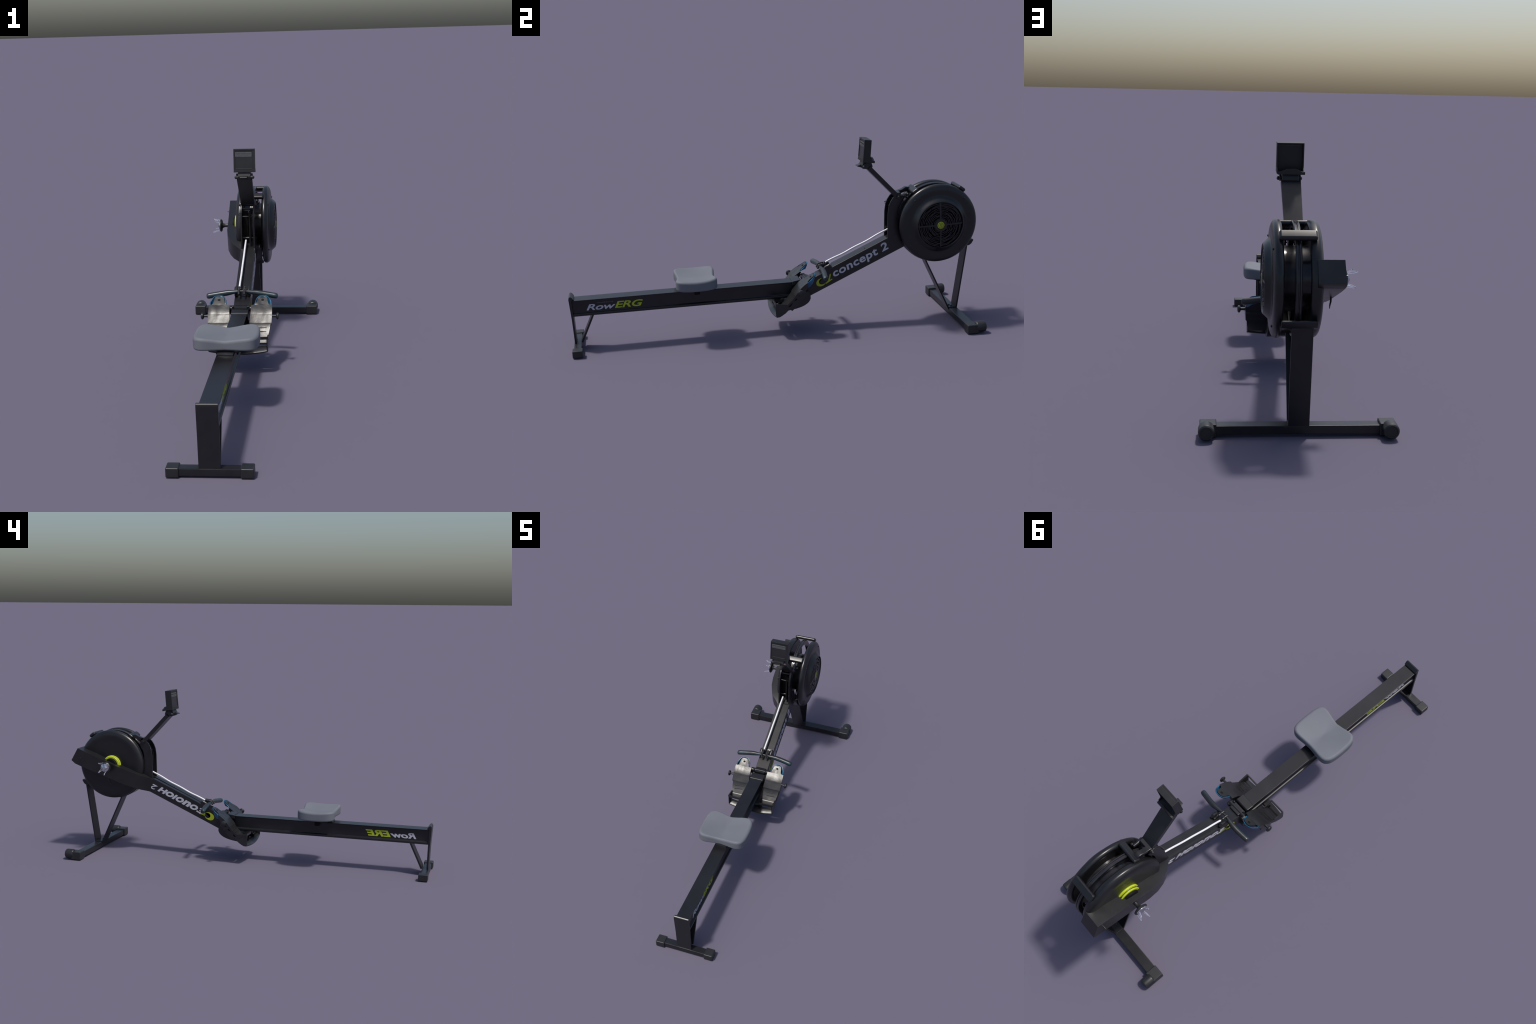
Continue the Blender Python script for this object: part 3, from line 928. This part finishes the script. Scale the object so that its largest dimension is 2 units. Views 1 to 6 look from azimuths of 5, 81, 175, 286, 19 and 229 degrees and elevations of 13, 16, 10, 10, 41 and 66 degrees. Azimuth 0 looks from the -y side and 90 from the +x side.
# web from the upper bracket forward to the top of the upright
web = [(0.690, 0.648), (0.672, 0.664), (0.652, 0.667), (0.632, 0.656), (0.612, 0.650), (0.592, 0.647), (0.580, 0.641),
       (0.584, 0.629), (0.606, 0.632), (0.628, 0.636), (0.648, 0.643), (0.672, 0.640)]
bm = bmesh.new()
add_prism(bm, web, -0.030, -0.006, 0.003, 2, 40)
add_prism(bm, [(0.614, 0.6505), (0.592, 0.6475), (0.580, 0.641), (0.584, 0.629), (0.606, 0.632), (0.622, 0.637)], -0.030, 0.030, 0.002, 2, 40)
add_tube(bm, [(0.030, 0.650, 0.640), (0.032, 0.628, 0.634), (0.034, 0.612, 0.632)], 0.008, 14)
finish("bracket_web", bm, M_SHROUD, BR)
bm = bmesh.new()
add_tube(bm, [(0.040, 0.640, 0.625), (0.052, 0.634, 0.634), (0.052, 0.622, 0.640)], 0.0045, 10)
add_ball(bm, (0.040, 0.648, 0.640), 0.0075)
finish("bracket_clip", bm, M_FRAME, BR)
# lower rear bracket above the front leg
prism("bracket_bar", [(0.934, 0.366), (0.954, 0.366), (0.966, 0.374), (0.977, 0.392), (0.972, 0.398), (0.950, 0.392)],
      -0.047, 0.068, M_SHROUD, BR, 0.003, 2, 40)
# lower front guard: curved strip where the brace meets the flywheel
arc = [(CY + 0.196 * cos(radians(a)), CZ + 0.196 * sin(radians(a))) for a in range(206, 262, 6)]
prism("lower_guard", offset_strip(arc[::-1], 0.011), -0.030, 0.058, M_SHROUD, BR, 0.002, 2, 40)
bm = bmesh.new()
for y, z in ((0.655, 0.365), (0.708, 0.322)):
    add_tube(bm, [(-0.03, y, z), (0.062, y, z)], 0.005, 10)
finish("spacer_rod", bm, M_FRAME, BR)

# ------------------------------------------------------------------ chain cover on the left
# plan outline: y -> how far left the outer wall stands
def cover_x(y):
    pts = [(0.543, 0.0352), (0.554, 0.045), (0.565, 0.056), (0.583, 0.076), (0.612, 0.094), (0.65, 0.1085), (0.70, 0.116), (0.78, 0.1185), (0.96, 0.1265), (1.01, 0.1295)]
    for (a, xa), (b, xb) in zip(pts, pts[1:]):
        if y <= b:
            f = max(0, (y - a) / (b - a))
            return -(xa + (xb - xa) * f)
    return -pts[-1][1]


def cover_top(y):
    pts = [(0.535, beam_top(0.535) - 0.002), (0.56, 0.4285), (0.60, 0.449), (0.76, 0.508), (0.960, 0.5875)]
    for (a, za), (b, zb) in zip(pts, pts[1:]):
        if y <= b or b == pts[-1][0]:
            return za + (zb - za) * (y - a) / (b - a)


def cover_bot(y):
    pts = [(0.535, beam_bot(0.535) + 0.002), (0.58, 0.356), (0.627, 0.3745), (0.94, 0.485), (1.02, 0.518)]
    for (a, za), (b, zb) in zip(pts, pts[1:]):
        if y <= b or b == pts[-1][0]:
            return za + (zb - za) * (y - a) / (b - a)


bm = bmesh.new()
ys_t = [0.543, 0.554, 0.565, 0.583, 0.612, 0.65, 0.70, 0.76, 0.82, 0.90, 0.960]
st = []
for i, y in enumerate(ys_t):
    f = i / (len(ys_t) - 1)
    yb = y + 0.018
    xo = cover_x(y)
    xob = xo - 0.0005
    xin = -0.034 if y < 0.6 else -0.0415
    st.append([bm.verts.new((xin, y, cover_top(y))), bm.verts.new((xo, y, cover_top(y))),
               bm.verts.new((xob, yb, cover_bot(yb))), bm.verts.new((xin, yb, cover_bot(yb)))])
tip = [bm.verts.new((-0.0415, 0.998, 0.519)), bm.verts.new((-0.1295, 0.998, 0.519))]
for i in range(len(st) - 1):
    for k in range(4):
        k2 = (k + 1) % 4
        bm.faces.new((st[i][k], st[i][k2], st[i + 1][k2], st[i + 1][k]))
bm.faces.new(st[0])
e = st[-1]
bm.faces.new((e[0], e[1], tip[1], tip[0]))
bm.faces.new((tip[0], tip[1], e[2], e[3]))
bm.faces.new((e[1], e[2], tip[1]))
bm.faces.new((e[0], tip[0], e[3]))
bevel_sharp(bm, 0.0018, 2, 30)
COV = finish("chain_cover", bm, M_COVER, ROOT, 30)
bm = bmesh.new()
add_tube(bm, [(-0.126, 0.940, 0.532), (-0.139, 0.940, 0.533)], [0.0032, 0.0022], 10)
finish("pin", bm, M_STEEL, COV)
bm = bmesh.new()                                          # hanging tab under the cover
add_tube(bm, [(-0.110, 0.782, 0.432), (-0.110, 0.779, 0.416), (-0.1085, 0.772, 0.402), (-0.1085, 0.764, 0.388)],
         [0.0036, 0.0032, 0.0026, 0.0012], 10)
finish("hanging_tab", bm, M_FRAME, COV)
# lime pulley half sunk behind the cover
PUL = group("pulley", (-0.085, CY, CZ))
bm = bmesh.new()
add_lathe(bm, [(-0.0600, 0), (-0.0600, 0.0515), (-0.0650, 0.0530), (-0.0675, 0.0520), (-0.0690, 0.0455), (-0.0745, 0.0445),
               (-0.0760, 0.0495), (-0.0785, 0.0505), (-0.0810, 0.0480), (-0.0810, 0)], CY - 0.0095, CZ, 64, False)
finish("pulley_wheel", bm, M_LIME, PUL, 25)
bm = bmesh.new()
add_lathe(bm, [(-0.0800, 0), (-0.0800, 0.0400), (-0.0900, 0.0385), (-0.0930, 0.0350), (-0.0930, 0)], CY - 0.0095, CZ, 48, False)
finish("bearing_cap", bm, M_DARK, PUL, 30)
bm = bmesh.new()                                          # thin dark cord in the groove
add_lathe(bm, [(-0.0705, 0.040), (-0.0705, 0.0475), (-0.0730, 0.0475), (-0.0730, 0.040)], CY - 0.0095, CZ, 64)
finish("pulley_cord", bm, M_STEEL, PUL, 30)

# ------------------------------------------------------------------ axle knob with clear prongs
KN = group("axle_knob", (-0.15, 0.78, CZ - 0.002))
bm = bmesh.new()
add_lathe(bm, [(-0.112, 0), (-0.112, 0.0105), (-0.120, 0.0095), (-0.128, 0.0085), (-0.136, 0.0085), (-0.1415, 0.0110), (-0.1470, 0.0130),
               (-0.1490, 0.0260), (-0.1520, 0.0310), (-0.1560, 0.0315), (-0.1595, 0.0285), (-0.1605, 0.0200), (-0.1605, 0)],
          0.780, CZ - 0.002, 48, False)
finish("knob_disc", bm, M_RUBBER, KN, 40)
bm = bmesh.new()
add_lathe(bm, [(-0.1600, 0), (-0.1600, 0.0240), (-0.1625, 0.0230), (-0.1640, 0.0150), (-0.1690, 0.0080), (-0.1705, 0)], 0.780, CZ - 0.002, 24, False)
for v in bm.verts:
    v.co += noise.noise_vector(v.co * 90) * 0.0022
finish("knob_face", bm, M_CHROME, KN, 20)
for a, ln in ((0.95, 0.033), (-1.9, 0.034), (-0.75, 0.026), (2.3, 0.022)):
    bm = bmesh.new()
    c = Vector((0, 0.780, CZ - 0.002))
    rd = Vector((0, cos(a), sin(a)))
    path = [c + rd * 0.024 + Vector((-0.160, 0, 0)), c + rd * 0.026 + Vector((-0.172, 0, 0)),
            c + rd * 0.030 + Vector((-0.160 - ln * 0.75, 0, 0)), c + rd * 0.036 + Vector((-0.160 - ln, 0, 0))]
    add_tube(bm, path, [0.0016, 0.0022, 0.0026, 0.0034], 8)
    q = c + rd * 0.036 + Vector((-0.160 - ln, 0, 0))
    tdir = Vector((0, -sin(a), cos(a)))
    add_tube(bm, [q, q + Vector((0.012, 0, 0)) - rd * 0.004 + tdir * 0.004, c + rd * 0.026 + Vector((-0.161, 0, 0)) + tdir * 0.008],
             [0.0018, 0.0013, 0.0013], 8)
    finish("prong", bm, M_GLASS, KN, 40)

# ------------------------------------------------------------------ front leg
FRONT = group("front_leg", (0, 0.9, 0))
bm = bmesh.new()
add_plate(bm, (0.9600, 0.392), (0.9065, 0.032), -0.0345, 0.0345, 0.0075)
finish("leg_plate", bm, M_FRAME, FRONT)
bm = bmesh.new()
add_plate(bm, (0.7325, 0.322), (0.8710, 0.024), -0.0345, 0.0345, 0.0075)
finish("leg_brace", bm, M_FRAME, FRONT)
box("foot_bar", (-0.275, 0.867, 0.006), (0.275, 0.911, 0.036), M_FRAME, FRONT, 0.003)
box("foot_plate", (-0.034, 0.864, 0.034), (0.034, 0.910, 0.041), M_FRAME, FRONT, 0.002)
for x, y in ((0.020, 0.884), (0.004, 0.878)):
    bm = bmesh.new()
    add_ball(bm, (x, y, 0.0425), 0.005, 1, 1, 0.6)
    finish("bolt", bm, M_STEEL, FRONT)
for s in (-1, 1):
    x0, x1 = sorted((s * 0.264, s * 0.3185))
    box("end_cap", (x0, 0.862, 0.0), (x1, 0.918, 0.044), M_RUBBER, FRONT, 0.004, 3)
    bm = bmesh.new()
    prof = [(0.906, 0), (0.906, 0.0200), (0.9085, 0.0240), (0.913, 0.0265), (0.946, 0.0265), (0.952, 0.0250), (0.9555, 0.0215),
            (0.9555, 0.0175), (0.9540, 0.0165), (0.9540, 0)]
    add_lathe(bm, prof, 0, 0, 40, False)
    R4 = Matrix.Translation((s * 0.2965, 0, 0.0275)) @ Matrix.Rotation(radians(90), 4, 'Z')
    bmesh.ops.transform(bm, matrix=R4, verts=bm.verts)
    finish("transport_wheel", bm, M_RUBBER, FRONT, 30)

# ------------------------------------------------------------------ lettering and marks on the sides
def text_mesh(s, shear=0.0, bold=0.0, space=1.0):
    cu = bpy.data.curves.new("t", 'FONT')
    cu.body = s
    cu.shear = shear
    cu.offset = bold
    cu.space_character = space
    cu.extrude = 0.02
    cu.resolution_u = 4
    ob = bpy.data.objects.new("t", cu)
    bpy.context.scene.collection.objects.link(ob)
    dg = bpy.context.evaluated_depsgraph_get()
    me = bpy.data.meshes.new_from_object(ob.evaluated_get(dg))
    bpy.data.objects.remove(ob)
    bpy.data.curves.remove(cu)
    bm = bmesh.new()
    bm.from_mesh(me)
    bpy.data.meshes.remove(me)
    return bm


def place_text(name, bm, s, origin, ang, width, height, mat, parent, xface=RX, flip=(1, 1)):
    """fit flat lettering to width x height, lay it on the side face x = s * xface."""
    xs = [v.co.x for v in bm.verts]; yy = [v.co.y for v in bm.verts]
    x0, x1, y0, y1 = min(xs), max(xs), min(yy), max(yy)
    for v in bm.verts:
        a = (v.co.x - x0) / (x1 - x0); b = (v.co.y - y0) / (y1 - y0)
        if flip[0] < 0: a = 1 - a
        if flip[1] < 0: b = 1 - b
        a *= width; b *= height
        out = 0.0012 if v.co.z > 0 else -0.0005
        v.co = Vector((s * (xface + out), origin[0] + a * cos(ang) - b * sin(ang), origin[1] + a * sin(ang) + b * cos(ang)))
    return finish(name, bm, mat, parent, None)


RF = WEB
# rail: the left side carries the same print mirrored
for s in (-1, 1):
    place_text("lettering", text_mesh("Row", 0.30, 0.018 if s > 0 else 0.030, 0.97), s, (-0.921, 0.1885), 0, 0.137, 0.0300, M_WHITE_PRINT, RAIL, RF)
    place_text("lettering", text_mesh("ERG" if s > 0 else "ERE", 0.30, 0.022 if s > 0 else 0.034, 0.97), s, (-0.788, 0.1890), 0, 0.134, 0.0335, M_LIME_PRINT, RAIL, RF)
bm = bmesh.new()                                          # row of tiny worn marks above the print
y = -0.868
while y < -0.795:
    w = random.uniform(0.003, 0.007)
    h = random.uniform(0.002, 0.005)
    add_box(bm, (RF - 0.0005, y, 0.2215), (RF + 0.0008, y + w, 0.2215 + h))
    y += w + random.uniform(0.001, 0.004)
finish("print_mark", bm, make_mat("grey_print", (0.10, 0.10, 0.11), 0.5), RAIL, None, stuff=True)
# beam, right: upright lettering
place_text("lettering", text_mesh("concept 2", 0.12, 0.022, 1.06), 1, (0.2835, 0.2395), ANG, 0.302, 0.053, M_WHITE_PRINT, BEAM)
# beam, left: the print there is garbled; it runs toward the rear
def beam_line(y, up):
    return (y - sin(ANG) * up, beam_bot(y) + cos(ANG) * up)


def place_left(bm, y0, y1, up0, up1, mat=M_WHITE_PRINT, flip=(1, 1), xface=RX):
    w = (y0 - y1) / cos(ANG)
    o = beam_line(y1 + 0.014, up0)
    place_text("lettering", bm, -1, o, ANG, w, up1 - up0, mat, BEAM, xface=xface, flip=(-flip[0], flip[1]))


for ch, ya, yb in (("H", 0.5175, 0.4650), ("o", 0.4720, 0.4270), ("I", 0.4330, 0.4070), ("o", 0.4120, 0.3680),
                   ("n", 0.3735, 0.3270), ("o", 0.3290, 0.2850), ("3", 0.2890, 0.2505)):
    place_left(text_mesh(ch, 0.32, 0.05 if ch in "HIn" else 0.03, 1.0), ya, yb, 0.0255, 0.0570)
place_left(text_mesh("2", 0.25, 0.01, 1.0), 0.5570, 0.5240, 0.0215, 0.0500, flip=(-1, -1), xface=0.0365)


def shape(name, outer, s, mat, parent, xface=RX):
    bm = bmesh.new()
    vs = [bm.verts.new((s * (xface - 0.0005), y, z)) for y, z in outer]
    bm.faces.new(vs)
    bmesh.ops.triangulate(bm, faces=bm.faces[:])
    thicken(bm, s * 0.0017)
    return finish(name, bm, mat, parent, None)


def ell(cy, cz, a, b, t0, t1, rot=ANG, n=28):
    out = []
    for i in range(n + 1):
        t = t0 + (t1 - t0) * i / n
        x, y = a * cos(t), b * sin(t)
        out.append((cy + x * cos(rot) - y * sin(rot), cz + x * sin(rot) + y * cos(rot)))
    return out


# right: crescent and foot
shape("logo_crescent", ell(0.2130, 0.2315, 0.026, 0.0200, radians(65), radians(318))
      + ell(0.2200, 0.2355, 0.019, 0.0155, radians(305), radians(82)), 1, M_LIME_PRINT, BEAM)
shape("logo_foot", [(0.2365, 0.2200), (0.2680, 0.2400), (0.2690, 0.2445), (0.2560, 0.2400), (0.2600, 0.2560), (0.2620, 0.2700),
                    (0.2560, 0.2690), (0.2520, 0.2520), (0.2470, 0.2360), (0.2370, 0.2280)], 1, M_LIME_PRINT, BEAM)
# left: closed oval ring with a tail
shape("logo_crescent", ell(0.2140, 0.2320, 0.0290, 0.0205, radians(20), radians(340))
      + ell(0.2235, 0.2365, 0.0165, 0.0140, radians(335), radians(25)), -1, M_LIME_PRINT, BEAM)
shape("logo_foot", [(0.2380, 0.2300), (0.2560, 0.2395), (0.2730, 0.2420), (0.2755, 0.2460), (0.2600, 0.2510), (0.2450, 0.2520), (0.2385, 0.2500)], -1, M_LIME_PRINT, BEAM)
